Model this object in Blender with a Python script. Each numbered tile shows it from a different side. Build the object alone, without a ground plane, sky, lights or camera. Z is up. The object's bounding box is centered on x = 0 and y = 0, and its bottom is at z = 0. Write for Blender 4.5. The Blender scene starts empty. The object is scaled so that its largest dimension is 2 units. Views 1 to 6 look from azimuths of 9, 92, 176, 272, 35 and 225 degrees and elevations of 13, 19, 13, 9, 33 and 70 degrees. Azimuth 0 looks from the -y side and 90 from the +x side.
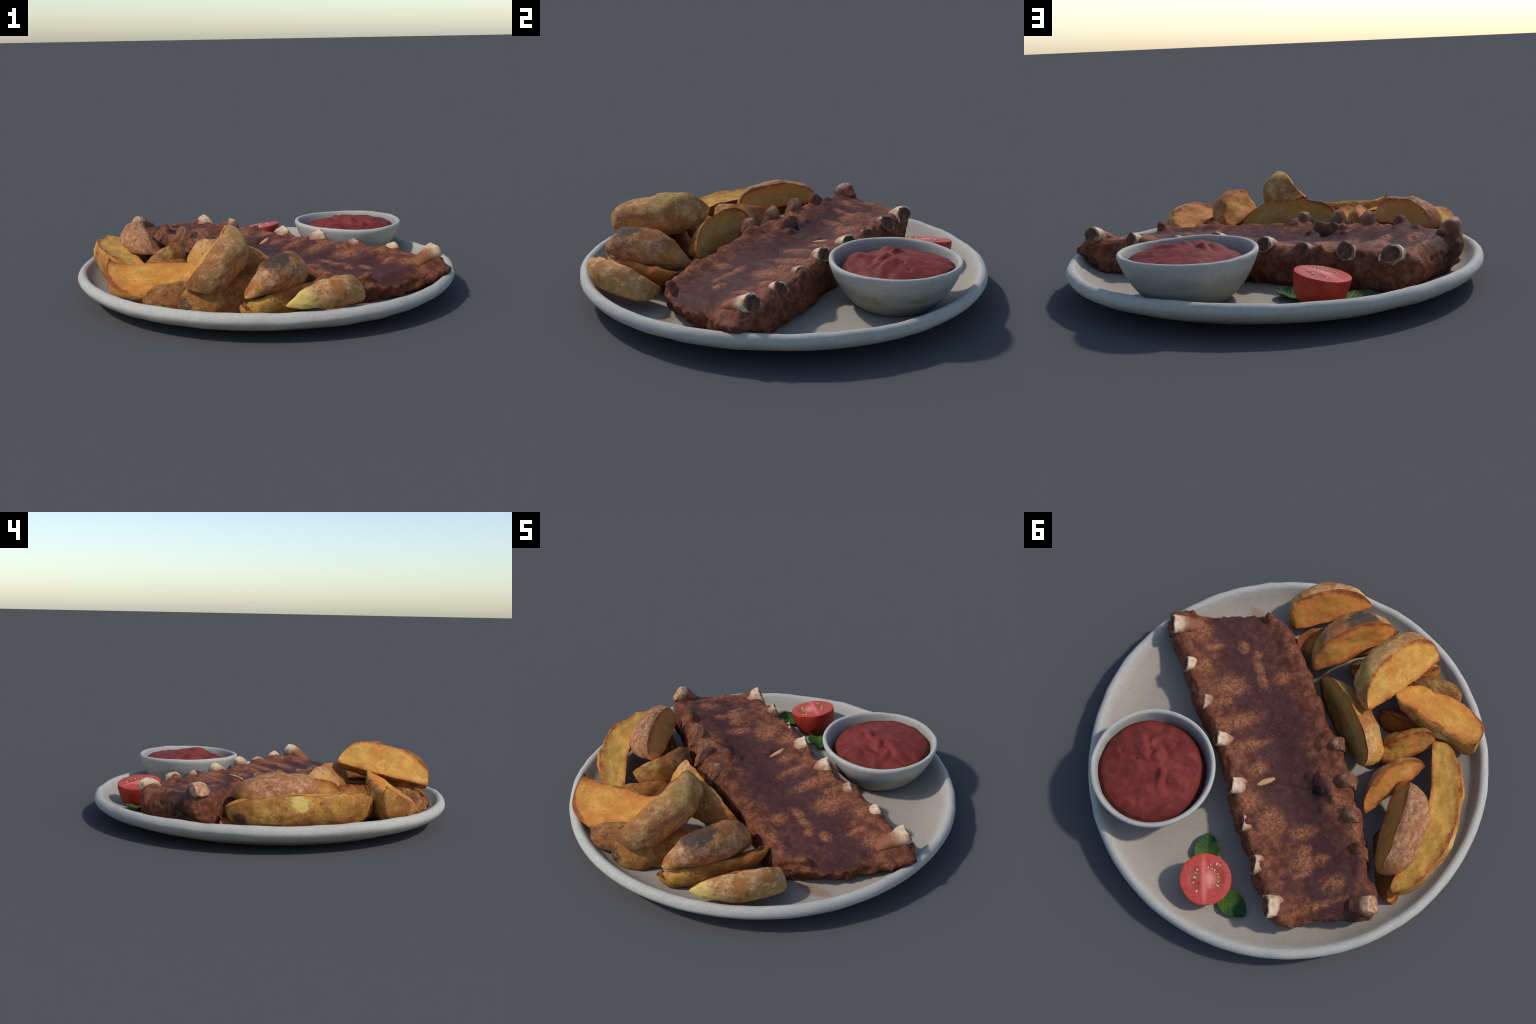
"""A stoneware plate of barbecue ribs, roast potato wedges, a sauce bowl and a tomato half with basil."""
import bpy, math
import numpy as np
from mathutils import Vector, Matrix, noise

scene = bpy.context.scene
V3 = lambda *a: np.array(a, float)

# ------------------------------------------------------------------ helpers
def unit(v):
    v = np.asarray(v, float)
    return v / np.linalg.norm(v)

def sstep(a, b, x):
    t = np.clip((x - a) / (b - a), 0, 1)
    return t * t * (3 - 2 * t)

def nz(P, freq, seed=0.0, octaves=1):
    """signed perlin noise for an array of points"""
    off = Vector((seed * 3.1, seed * 7.7 + 1.3, seed * 5.3))
    out = np.empty(len(P))
    for i, p in enumerate(P):
        q = Vector((p[0] * freq, p[1] * freq, p[2] * freq)) + off
        if octaves == 1:
            out[i] = noise.noise(q)
        else:
            out[i] = noise.fractal(q, 1.0, 2.0, octaves)
    return out

def nzr(P, freq, seed=0.0):
    """ridged noise 0..1"""
    return 1 - 2 * np.abs(nz(P, freq, seed))

def vert_normals(V, F):
    N = np.zeros_like(V)
    F = [np.array(f) for f in F]
    quads = np.array([f if len(f) == 4 else np.append(f, f[2]) for f in F])
    n = np.cross(V[quads[:, 2]] - V[quads[:, 0]], V[quads[:, 3]] - V[quads[:, 1]])
    for k in range(4):
        np.add.at(N, quads[:, k], n)
    return N / np.maximum(np.linalg.norm(N, axis=1, keepdims=True), 1e-12)

def make_obj(name, V, F, mats, parent=None, mat_idx=None, smooth=True):
    me = bpy.data.meshes.new(name)
    me.from_pydata([tuple(v) for v in V], [], [tuple(int(i) for i in f) for f in F])
    me.validate()
    me.update()
    if smooth:
        me.polygons.foreach_set("use_smooth", [True] * len(me.polygons))
    for m in (mats if isinstance(mats, (list, tuple)) else [mats]):
        me.materials.append(m)
    if mat_idx is not None:
        me.polygons.foreach_set("material_index", [int(i) for i in mat_idx])
    ob = bpy.data.objects.new(name, me)
    scene.collection.objects.link(ob)
    if parent is not None:
        ob.parent = parent
    return ob

def make_empty(name, loc, rot=None):
    e = bpy.data.objects.new(name, None)
    scene.collection.objects.link(e)
    M = Matrix.Translation(Vector(loc))
    if rot is not None:
        M = M @ Matrix(rot.tolist()).to_4x4()
    e.matrix_world = M
    e.empty_display_size = 0.05
    return e

def tag(ob, label, category):
    ob["label"] = label
    ob["category"] = category

def sub_mesh(V, F, keep):
    """faces subset with compacted vertices"""
    F2 = [f for f, k in zip(F, keep) if k]
    used = sorted({i for f in F2 for i in f})
    m = {o: n for n, o in enumerate(used)}
    return V[used], [[m[i] for i in f] for f in F2]

def lathe(profile, n, rot_off=0.0):
    """profile of (r, z) from bottom axis round to top axis; returns V, F closed on the axis"""
    V, F = [], []
    rows = []
    for r, z in profile:
        if r < 1e-6:
            rows.append([len(V)])
            V.append((0, 0, z))
        else:
            row = []
            for k in range(n):
                a = 2 * math.pi * k / n + rot_off
                row.append(len(V))
                V.append((r * math.cos(a), r * math.sin(a), z))
            rows.append(row)
    for a, b in zip(rows[:-1], rows[1:]):
        for k in range(n):
            k2 = (k + 1) % n
            if len(a) == 1 and len(b) == 1:
                continue
            if len(a) == 1:
                F.append([a[0], b[k2], b[k]])
            elif len(b) == 1:
                F.append([a[k], a[k2], b[0]])
            else:
                F.append([a[k], a[k2], b[k2], b[k]])
    return np.array(V, float), F

def spline(pts, n):
    """Catmull-Rom through control points, n samples per span"""
    P = np.array(pts, float)
    Q = np.vstack([2 * P[0] - P[1], P, 2 * P[-1] - P[-2]])
    out = []
    for i in range(1, len(Q) - 2):
        for k in range(n):
            t = k / n
            out.append(0.5 * ((2 * Q[i]) + (-Q[i-1] + Q[i+1]) * t + (2*Q[i-1] - 5*Q[i] + 4*Q[i+1] - Q[i+2]) * t*t
                              + (-Q[i-1] + 3*Q[i] - 3*Q[i+1] + Q[i+2]) * t**3))
    out.append(P[-1])
    return np.array(out)

def smooth_interp(x, xs, ys, blur=0.03):
    """piecewise linear lookup, box-blurred for smooth joins"""
    acc = 0
    for d in (-1, -0.5, 0, 0.5, 1):
        acc = acc + np.interp(x + d * blur, xs, ys)
    return acc / 5

# ------------------------------------------------------------------ material helpers
class NT:
    def __init__(self, name):
        self.m = bpy.data.materials.new(name)
        self.m.use_nodes = True
        self.t = self.m.node_tree
        self.bsdf = self.t.nodes["Principled BSDF"]
        self.obj = self.t.nodes.new("ShaderNodeTexCoord").outputs["Object"]

    def n(self, kind):
        return self.t.nodes.new(kind)

    def link(self, a, b):
        self.t.links.new(a, b)

    def put(self, sock, val):
        if isinstance(val, bpy.types.NodeSocket):
            self.link(val, sock)
        elif isinstance(val, (tuple, list)) and len(val) == 3 and sock.type == 'RGBA':
            sock.default_value = (*val, 1)
        else:
            sock.default_value = val

    def math(self, op, a, b=None, c=None, clamp=False):
        nd = self.n("ShaderNodeMath")
        nd.operation = op
        nd.use_clamp = clamp
        self.put(nd.inputs[0], a)
        if b is not None:
            self.put(nd.inputs[1], b)
        if c is not None:
            self.put(nd.inputs[2], c)
        return nd.outputs[0]

    def mapping(self, scale=(1, 1, 1), loc=(0, 0, 0), rot=(0, 0, 0), vec=None):
        nd = self.n("ShaderNodeMapping")
        self.link(vec or self.obj, nd.inputs["Vector"])
        nd.inputs["Location"].default_value = loc
        nd.inputs["Rotation"].default_value = rot
        nd.inputs["Scale"].default_value = scale
        return nd.outputs[0]

    def noise(self, scale, detail=4, rough=0.6, dist=0.0, vec=None):
        nd = self.n("ShaderNodeTexNoise")
        self.link(vec or self.obj, nd.inputs["Vector"])
        nd.inputs["Scale"].default_value = scale
        nd.inputs["Detail"].default_value = detail
        nd.inputs["Roughness"].default_value = rough
        nd.inputs["Distortion"].default_value = dist
        return nd.outputs["Fac"]

    def voronoi(self, scale, feature='F1', vec=None, rnd=1.0):
        nd = self.n("ShaderNodeTexVoronoi")
        nd.feature = feature
        self.link(vec or self.obj, nd.inputs["Vector"])
        nd.inputs["Scale"].default_value = scale
        nd.inputs["Randomness"].default_value = rnd
        return nd.outputs["Distance"]

    def ramp(self, fac, a, b, lo=0.0, hi=1.0):
        """smooth map range"""
        nd = self.n("ShaderNodeMapRange")
        nd.interpolation_type = 'SMOOTHSTEP'
        self.put(nd.inputs["Value"], fac)
        nd.inputs["From Min"].default_value = a
        nd.inputs["From Max"].default_value = b
        nd.inputs["To Min"].default_value = lo
        nd.inputs["To Max"].default_value = hi
        return nd.outputs[0]

    def mix(self, fac, a, b, mode='MIX'):
        nd = self.n("ShaderNodeMix")
        nd.data_type = 'RGBA'
        nd.blend_type = mode
        self.put(nd.inputs[0], fac)
        self.put(nd.inputs[6], a)
        self.put(nd.inputs[7], b)
        return nd.outputs[2]

    def xyz(self, vec=None):
        nd = self.n("ShaderNodeSeparateXYZ")
        self.link(vec or self.obj, nd.inputs[0])
        return nd.outputs

    def blob(self, centre, radii, soft=1.0, wob=None):
        """1 inside an ellipsoid, 0 outside, soft edge"""
        s = tuple(1 / r for r in radii)
        v = self.mapping(scale=s, loc=tuple(-c * k for c, k in zip(centre, s)))
        nd = self.n("ShaderNodeVectorMath")
        nd.operation = 'LENGTH'
        self.link(v, nd.inputs[0])
        d = nd.outputs["Value"]
        if wob is not None:
            d = self.math('ADD', d, wob)
        return self.ramp(d, 1 + soft * 0.5, 1 - soft * 0.5)

    def bump(self, height, strength=0.3, dist=0.01):
        nd = self.n("ShaderNodeBump")
        nd.inputs["Strength"].default_value = strength
        nd.inputs["Distance"].default_value = dist
        self.link(height, nd.inputs["Height"])
        self.link(nd.outputs[0], self.bsdf.inputs["Normal"])

    def done(self, color, rough=0.6, spec=0.3):
        self.put(self.bsdf.inputs["Base Color"], color)
        self.put(self.bsdf.inputs["Roughness"], rough)
        self.bsdf.inputs["Specular IOR Level"].default_value = spec
        return self.m

# ------------------------------------------------------------------ materials
def mat_stoneware(name, floor_col, rim_col, rim_r0, rim_r1, stains):
    k = NT(name)
    n1 = k.noise(7, 5, 0.6)
    n2 = k.noise(60, 3, 0.7)
    xyz = k.xyz()
    r = k.math('SQRT', k.math('ADD', k.math('MULTIPLY', xyz[0], xyz[0]), k.math('MULTIPLY', xyz[1], xyz[1])))
    r = k.math('ADD', r, k.math('MULTIPLY', k.math('SUBTRACT', n1, 0.5), 0.05))
    col = k.mix(k.ramp(r, rim_r0, rim_r1), floor_col, rim_col)
    col = k.mix(k.ramp(n1, 0.35, 0.75, 0, 0.35), col, (0.40, 0.34, 0.27))
    n4 = k.noise(150, 4, 0.7)
    col = k.mix(k.ramp(n2, 0.35, 0.7, 0.16, 0.0), col, (0.20, 0.18, 0.16))
    col = k.mix(k.ramp(n4, 0.40, 0.62, 0.22, 0.0), col, (0.22, 0.20, 0.175))
    sp = k.voronoi(42)
    pick = k.noise(19, 1, 0.5)
    speck = k.math('MULTIPLY', k.ramp(sp, 0.16, 0.08), k.ramp(pick, 0.56, 0.62))
    col = k.mix(k.math('MULTIPLY', speck, 0.55), col, (0.10, 0.085, 0.07))
    for c, rad, amt, sc in stains:
        wob = k.math('MULTIPLY', k.math('SUBTRACT', k.noise(28, 4, 0.7), 0.5), 2.2)
        col = k.mix(k.math('MULTIPLY', k.blob(c, rad, 0.9, wob), amt), col, sc)
    h = k.math('ADD', k.noise(9, 3, 0.5), k.math('MULTIPLY', k.noise(110, 2, 0.5), 0.10))
    k.bump(h, 0.16, 0.010)
    return k.done(col, 0.70, 0.10)

MAT_PLATE = mat_stoneware("stoneware_glaze", (0.36, 0.315, 0.255), (0.465, 0.445, 0.395), 0.915, 0.965,
                          [((0.64, -0.50, 0.065), (0.10, 0.035, 0.05), 0.55, (0.24, 0.13, 0.05)), ((0.25, -0.40, 0.065), (0.14, 0.10, 0.05), 0.6, (0.18, 0.12, 0.07))])
MAT_BOWL = mat_stoneware("bowl_glaze", (0.285, 0.278, 0.240), (0.48, 0.465, 0.42), 0.265, 0.30,
                         [((0.22, -0.13, 0.10), (0.05, 0.06, 0.022), 0.50, (0.24, 0.155, 0.07)),
                          ((0.25, 0.08, 0.11), (0.04, 0.05, 0.012), 0.55, (0.25, 0.14, 0.05)),
                          ((0.05, -0.24, 0.07), (0.10, 0.05, 0.020), 0.6, (0.28, 0.23, 0.11))])

def mat_meat(patches, v_mid):
    k = NT("glazed_meat")
    warp = k.noise(14, 3, 0.6)
    n1 = k.noise(4.2, 4, 0.55, 0.6)
    n2 = k.noise(24, 8, 0.72, 0.4)
    n3 = k.noise(90, 6, 0.7)
    fibre = k.noise(1, 8, 0.70, 0.6, k.mapping(scale=(52, 16, 38)))
    # roasted meat: warm red brown, fibrous
    meat = k.mix(k.ramp(n2, 0.36, 0.70), (0.090, 0.028, 0.016), (0.235, 0.083, 0.044))
    meat = k.mix(k.ramp(fibre, 0.50, 0.76, 0, 0.50), meat, (0.33, 0.135, 0.072))
    meat = k.mix(k.ramp(n1, 0.46, 0.30, 0, 0.60), meat, (0.060, 0.021, 0.014))
    # dark sauce glaze pooled over the upper surface
    xyz = k.xyz()
    up = k.xyz(k.n("ShaderNodeNewGeometry").outputs["Normal"])[2]
    vv = k.math('ADD', k.math('ABSOLUTE', k.math('SUBTRACT', xyz[1], v_mid)), k.math('MULTIPLY', k.math('SUBTRACT', n1, 0.5), 0.50))
    vv = k.math('ADD', vv, k.math('MULTIPLY', k.math('SUBTRACT', n2, 0.5), 0.16))
    pool = k.ramp(vv, 0.24, 0.06)
    glaze_m = k.math('MULTIPLY', pool, k.ramp(up, 0.45, 0.80))
    glaze = k.mix(k.ramp(n3, 0.35, 0.7), (0.052, 0.020, 0.020), (0.078, 0.031, 0.029))
    glaze = k.mix(k.ramp(n2, 0.50, 0.72, 0, 0.6), glaze, (0.130, 0.046, 0.032))
    col = k.mix(k.math('MULTIPLY', glaze_m, 0.92), meat, glaze)
    # bare crusty patches where the sauce is rubbed away
    wob = k.math('MULTIPLY', k.math('SUBTRACT', k.noise(34, 4, 0.7), 0.5), 2.0)
    acc = None
    for u, v, z, ru, rv in patches:
        b = k.blob((u, v, z), (ru, rv, 0.06), 1.3, wob)
        acc = b if acc is None else k.math('MAXIMUM', acc, b)
    fine = k.ramp(k.noise(70, 4, 0.7, 0.6), 0.36, 0.62)
    crust = k.mix(fine, (0.130, 0.042, 0.020), (0.39, 0.155, 0.072))
    col = k.mix(k.math('MULTIPLY', acc, 0.75), col, crust)
    # char in spots
    ch = k.math('MULTIPLY', k.ramp(k.noise(9, 4, 0.7, 0.2, k.mapping(loc=(4.2, 1.7, 0.6))), 0.62, 0.72), 0.45)
    col = k.mix(ch, col, (0.020, 0.014, 0.014))
    for c, r in (((0.255, -0.150, 0.20), (0.06, 0.035, 0.06)), ((0.915, -0.06, 0.13), (0.05, 0.12, 0.10))):
        col = k.mix(k.math('MULTIPLY', k.blob(c, r, 0.9, wob), 0.85), col, (0.016, 0.012, 0.014))
    # fat flecks
    fl = k.math('MULTIPLY', k.ramp(k.voronoi(48), 0.13, 0.07), k.ramp(warp, 0.54, 0.62))
    col = k.mix(k.math('MULTIPLY', fl, 0.6), col, (0.50, 0.33, 0.22))
    h = k.math('ADD', k.math('MULTIPLY', n2, 0.6), k.math('MULTIPLY', k.noise(75, 4, 0.7), 0.5))
    k.bump(h, 0.40, 0.012)
    rough = k.ramp(glaze_m, 0, 1, 0.64, 0.54)
    return k.done(col, rough, 0.07)

def mat_bone(name, cream, tan, brown, x0, x1):
    k = NT(name)
    n1 = k.noise(18, 4, 0.6, 0.3)
    n2 = k.noise(60, 4, 0.65)
    x = k.math('ADD', k.xyz()[0], k.math('MULTIPLY', k.math('SUBTRACT', n1, 0.5), 0.09))
    col = k.mix(k.ramp(n1, 0.42, 0.62), cream, tan)
    col = k.mix(k.ramp(n2, 0.56, 0.72, 0, 0.65), col, (0.20, 0.09, 0.04))
    col = k.mix(k.ramp(x, x1, x0), col, brown)
    sear = k.math('MULTIPLY', k.ramp(k.xyz()[0], -0.012, -0.002), k.ramp(k.noise(26, 3, 0.6, 0.2, k.mapping(loc=(3.1, 0.4, 7.7))), 0.44, 0.56))
    col = k.mix(k.math('MULTIPLY', sear, 0.85), col, (0.13, 0.062, 0.040))
    k.bump(k.math('ADD', n1, n2), 0.25, 0.008)
    return k.done(col, 0.6, 0.12)

MAT_BONE = mat_bone("rib_bone", (0.64, 0.48, 0.33), (0.46, 0.25, 0.12), (0.22, 0.080, 0.038), -0.095, -0.020)
MAT_BONE_COATED = mat_bone("glazed_rib_bone", (0.50, 0.34, 0.23), (0.20, 0.080, 0.040), (0.155, 0.054, 0.028), -0.070, -0.010)
MAT_KNUCKLE = mat_bone("rib_knuckle", (0.24, 0.095, 0.048), (0.36, 0.20, 0.12), (0.15, 0.052, 0.027), -0.085, -0.030)

def mat_marrow(name, dark, mid, rim):
    k = NT(name)
    n1 = k.noise(30, 4, 0.7)
    col = k.mix(k.ramp(n1, 0.35, 0.7), dark, mid)
    col = k.mix(k.ramp(k.noise(75, 3, 0.7), 0.62, 0.75, 0, 0.5), col, rim)
    k.bump(n1, 0.5, 0.012)
    return k.done(col, 0.7, 0.06)

MAT_MARROW = mat_marrow("bone_marrow", (0.070, 0.036, 0.028), (0.150, 0.076, 0.050), (0.24, 0.15, 0.10))
MAT_JOINT = mat_marrow("bone_joint", (0.30, 0.13, 0.065), (0.50, 0.30, 0.17), (0.60, 0.50, 0.40))
MAT_JOINT_DARK = mat_marrow("glazed_bone_joint", (0.14, 0.052, 0.028), (0.30, 0.135, 0.070), (0.50, 0.36, 0.25))

def mat_skin(name, base, light, dark, golden=0.3, grain=(24, 46, 46), char=None, bare=None, seed=0.0, green=0.3, specks=0.4):
    k = NT(name)
    src = k.mapping(loc=(seed * 1.37, seed * 2.11, seed * 0.73))
    n1 = k.noise(7, 4, 0.6, 0.3, src)
    n2 = k.noise(1, 5, 0.7, 0.6, k.mapping(scale=grain, vec=src))
    n3 = k.noise(24, 4, 0.7, 0.3, src)
    col = k.mix(k.ramp(n2, 0.34, 0.66), dark, base)
    col = k.mix(k.ramp(n3, 0.45, 0.66, 0, 0.85), col, light)
    col = k.mix(k.ramp(n3, 0.42, 0.28, 0, 0.60), col, tuple(c * 0.75 for c in dark))
    col = k.mix(k.ramp(n1, 0.62 - golden * 0.45, 0.80 - golden * 0.40, 0, 0.9), col, (0.50, 0.240, 0.048))
    if green > 0:
        g = k.noise(4.5, 3, 0.5, 0.2, k.mapping(loc=(9.1 + seed, 3.3, 1.2)))
        col = k.mix(k.ramp(g, 0.50, 0.68, 0, green), col, (0.44, 0.300, 0.065))
    fine = k.noise(75, 6, 0.75, 0.2, src)
    col = k.mix(k.ramp(fine, 0.56, 0.36, 0, 0.34), col, tuple(c * 0.55 for c in dark))
    dots = k.math('MULTIPLY', k.ramp(k.voronoi(52, vec=src), 0.20, 0.09), k.ramp(k.noise(15, 2, 0.5, vec=src), 0.48, 0.60))
    col = k.mix(k.math('MULTIPLY', dots, 0.6), col, (0.10, 0.040, 0.018))
    # eyes and scorched freckles
    sp = k.voronoi(19, vec=k.mapping(scale=(0.75, 1, 1), vec=src))
    pick = k.noise(11, 2, 0.5, vec=src)
    eye = k.math('MULTIPLY', k.ramp(sp, 0.25, 0.10), k.ramp(pick, 0.52, 0.62))
    col = k.mix(k.math('MULTIPLY', eye, 0.75), col, (0.085, 0.035, 0.015))
    brown = k.noise(5.5, 4, 0.65, 0.4, k.mapping(loc=(2.7, 8.1 + seed, 4.4)))
    col = k.mix(k.ramp(brown, 0.48, 0.60, 0, 0.75), col, (0.28, 0.096, 0.030))
    if char:
        wob = k.math('MULTIPLY', k.math('SUBTRACT', n3, 0.5), 1.4)
        for c, r in char:
            col = k.mix(k.math('MULTIPLY', k.blob(c, r, 0.8, wob), 0.90), col, k.mix(n2, (0.030, 0.024, 0.021), (0.075, 0.055, 0.042)))
    if bare:
        wob = k.math('ADD', k.math('MULTIPLY', k.math('SUBTRACT', n3, 0.5), 2.2), k.math('MULTIPLY', k.math('SUBTRACT', n1, 0.5), 1.6))
        for c, r in bare:
            col = k.mix(k.blob(c, r, 0.40, wob), col, k.mix(n3, (0.52, 0.35, 0.075), (0.60, 0.45, 0.16)))
    sl = k.math('MULTIPLY', k.ramp(k.voronoi(30, vec=src), 0.11, 0.05), k.ramp(k.noise(8, 2, 0.5, vec=src), 0.56, 0.62))
    col = k.mix(k.math('MULTIPLY', sl, specks), col, (0.62, 0.52, 0.40))
    h = k.math('ADD', n2, k.math('MULTIPLY', n3, 0.7))
    k.bump(h, 0.55, 0.012)
    return k.done(col, 0.70, 0.08)

def mat_flesh(name, L, power, P, R, bend=(0, 0), seed=0.0, tone=0.0, flesh=(0.52, 0.245, 0.048), width=None):
    """fried potato flesh, yellow inside, browned towards the cut edges P and R of its face.
    Works in the wedge's own frame: x runs along the wedge, (y, z) across it."""
    k = NT(name)
    src = k.mapping(loc=(seed * 0.91, seed * 1.77, seed * 2.3))
    xyz = k.xyz()
    t = k.math('MINIMUM', k.math('ABSOLUTE', k.math('DIVIDE', xyz[0], L)), 0.995)
    ex = k.math('ADD', power[0], k.math('MULTIPLY', k.math('GREATER_THAN', xyz[0], 0.0), power[1] - power[0]))
    w = k.math('POWER', k.math('SUBTRACT', 1.0, k.math('POWER', t, ex)), k.math('DIVIDE', 1.0, ex))
    d = (R[0] - P[0], R[1] - P[1])
    d2 = d[0] ** 2 + d[1] ** 2
    sag = k.math('SUBTRACT', 1.0, k.math('MULTIPLY', t, t))
    yy = k.math('SUBTRACT', xyz[1], k.math('MULTIPLY', sag, bend[0]))
    zz = k.math('SUBTRACT', xyz[2], k.math('MULTIPLY', sag, bend[1]))
    qy = k.math('SUBTRACT', k.math('DIVIDE', yy, w), P[0] - bend[0])
    qz = k.math('SUBTRACT', k.math('DIVIDE', zz, w), P[1] - bend[1])
    s = k.math('DIVIDE', k.math('ADD', k.math('MULTIPLY', qy, d[0]), k.math('MULTIPLY', qz, d[1])), d2)
    e = k.math('MULTIPLY', k.math('MINIMUM', s, k.math('SUBTRACT', 1.0, s)), w)
    e = k.math('MULTIPLY', e, math.sqrt(d2))
    n1 = k.noise(11, 4, 0.6, 0.3, src)
    n2 = k.noise(40, 4, 0.65, 0.2, src)
    n3 = k.noise(1, 4, 0.6, 0.4, k.mapping(scale=(15, 24, 24), vec=src))
    e = k.math('ADD', e, k.math('MULTIPLY', k.math('SUBTRACT', n1, 0.5), 0.085))
    e = k.math('ADD', e, k.math('MULTIPLY', k.math('SUBTRACT', n2, 0.5), 0.030))
    wd = width or 0.062
    lite = tuple(min(1, c * 1.08 + 0.015) for c in flesh)
    col = k.mix(k.ramp(n3, 0.35, 0.68), tuple(c * f for c, f in zip(flesh, (0.86, 0.82, 0.72))), lite)
    pale = k.noise(6, 3, 0.5, 0.2, k.mapping(loc=(seed, 4.4, 2.1)))
    col = k.mix(k.ramp(pale, 0.50, 0.70, 0, 0.45), col, (0.49, 0.310, 0.075))
    amber = k.noise(4.6, 4, 0.6, 0.4, k.mapping(loc=(7.4, seed, 5.0)))
    col = k.mix(k.ramp(amber, 0.48 - tone * 0.2, 0.66 - tone * 0.2, 0, 0.75), col, (0.46, 0.170, 0.032))
    scorch = k.noise(13, 4, 0.6, 0.3, k.mapping(loc=(1.4, 6.0, seed)))
    col = k.mix(k.ramp(scorch, 0.60, 0.74, 0, 0.55), col, (0.26, 0.080, 0.020))
    col = k.mix(k.ramp(e, wd, wd * 0.25, 0, 0.85), col, (0.46, 0.150, 0.034))
    col = k.mix(k.ramp(e, wd * 0.40, wd * 0.02, 0, 0.90), col, (0.19, 0.052, 0.018))
    fine = k.noise(70, 6, 0.72, 0.2, src)
    col = k.mix(k.ramp(fine, 0.56, 0.36, 0, 0.30), col, (0.30, 0.105, 0.020))
    sp = k.math('MULTIPLY', k.ramp(k.voronoi(26, vec=src), 0.17, 0.07), k.ramp(n1, 0.46, 0.56))
    col = k.mix(k.math('MULTIPLY', sp, 0.7), col, (0.22, 0.075, 0.018))
    st = k.math('MULTIPLY', k.ramp(k.voronoi(38, vec=k.mapping(loc=(5, seed, 1))), 0.10, 0.05), k.ramp(k.noise(9, 2, 0.5), 0.56, 0.64))
    col = k.mix(k.math('MULTIPLY', st, 0.35), col, (0.72, 0.58, 0.34))
    h = k.math('ADD', k.math('MULTIPLY', n2, 0.8), n1)
    k.bump(h, 0.28, 0.010)
    return k.done(col, 0.62, 0.10)

def mat_sauce():
    k = NT("tomato_sauce")
    n1 = k.noise(9, 4, 0.55, 1.2)
    n2 = k.noise(34, 3, 0.6, 0.5)
    col = k.mix(k.ramp(n1, 0.35, 0.66), (0.130, 0.022, 0.019), (0.200, 0.037, 0.030))
    col = k.mix(k.ramp(n2, 0.62, 0.76, 0, 0.55), col, (0.32, 0.055, 0.036))
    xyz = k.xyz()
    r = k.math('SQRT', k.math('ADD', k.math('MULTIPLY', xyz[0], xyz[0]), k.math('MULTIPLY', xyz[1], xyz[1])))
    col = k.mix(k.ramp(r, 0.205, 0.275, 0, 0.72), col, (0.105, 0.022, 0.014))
    col = k.mix(k.math('MULTIPLY', k.ramp(k.voronoi(24), 0.07, 0.03), 0.4), col, (0.42, 0.12, 0.08))
    k.bump(n2, 0.10, 0.008)
    return k.done(col, 0.60, 0.08)

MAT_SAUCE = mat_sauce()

def mat_plain(name, a, b, scale, rough=0.45, spec=0.4):
    k = NT(name)
    n = k.noise(scale, 4, 0.6)
    k.bump(n, 0.12, 0.006)
    return k.done(k.mix(k.ramp(n, 0.35, 0.68), a, b), rough, spec)

MAT_TOMATO_SKIN = mat_plain("tomato_skin", (0.30, 0.024, 0.014), (0.38, 0.050, 0.022), 9, 0.50, 0.14)
MAT_SEED = mat_plain("tomato_seed", (0.60, 0.36, 0.15), (0.74, 0.46, 0.26), 40, 0.4, 0.4)

def mat_tomato_flesh():
    """cut face, object frame: unit disc direction x, y scaled to radius 1 by the mapping"""
    R = 0.121
    k = NT("tomato_flesh")
    v = k.mapping(scale=(1 / R, 1 / R, 1 / R))
    x, y, _ = k.xyz(v)
    n1 = k.noise(28, 4, 0.6)
    n2 = k.noise(90, 3, 0.6)
    wob = k.math('MULTIPLY', k.math('SUBTRACT', n1, 0.5), 0.5)
    r = k.math('SQRT', k.math('ADD', k.math('MULTIPLY', x, x), k.math('MULTIPLY', y, y)))
    col = k.mix(k.ramp(n2, 0.35, 0.7), (0.40, 0.046, 0.036), (0.47, 0.076, 0.060))
    # two seed chambers with darker jelly
    loc = None
    for c, rad in (((-0.44, 0.02, 0), (0.25, 0.52, 9)), ((0.40, 0.10, 0), (0.33, 0.55, 9))):
        b = k.blob(tuple(q * R for q in c), tuple(q * R for q in rad), 0.45, wob)
        loc = b if loc is None else k.math('MAXIMUM', loc, b)
    jelly = k.mix(k.ramp(n1, 0.38, 0.66), (0.30, 0.040, 0.028), (0.30, 0.105, 0.050))
    col = k.mix(k.math('MULTIPLY', loc, 0.85), col, jelly)
    # pale core and septum
    core = k.blob((0.12 * R, 0.0, 0), (0.26 * R, 0.30 * R, 1), 1.3, wob)
    sept = k.blob((-0.06 * R, 0.0, 0), (0.10 * R, 0.86 * R, 1), 1.3, wob)
    col = k.mix(k.math('MULTIPLY', k.math('MAXIMUM', core, k.math('MULTIPLY', sept, 0.75)), 0.85), col, (0.66, 0.205, 0.160))
    col = k.mix(k.ramp(r, 0.93, 0.99, 0, 0.8), col, (0.46, 0.040, 0.022))
    k.bump(n1, 0.15, 0.006)
    return k.done(col, 0.48, 0.14)

MAT_TOMATO_FLESH = mat_tomato_flesh()

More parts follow.
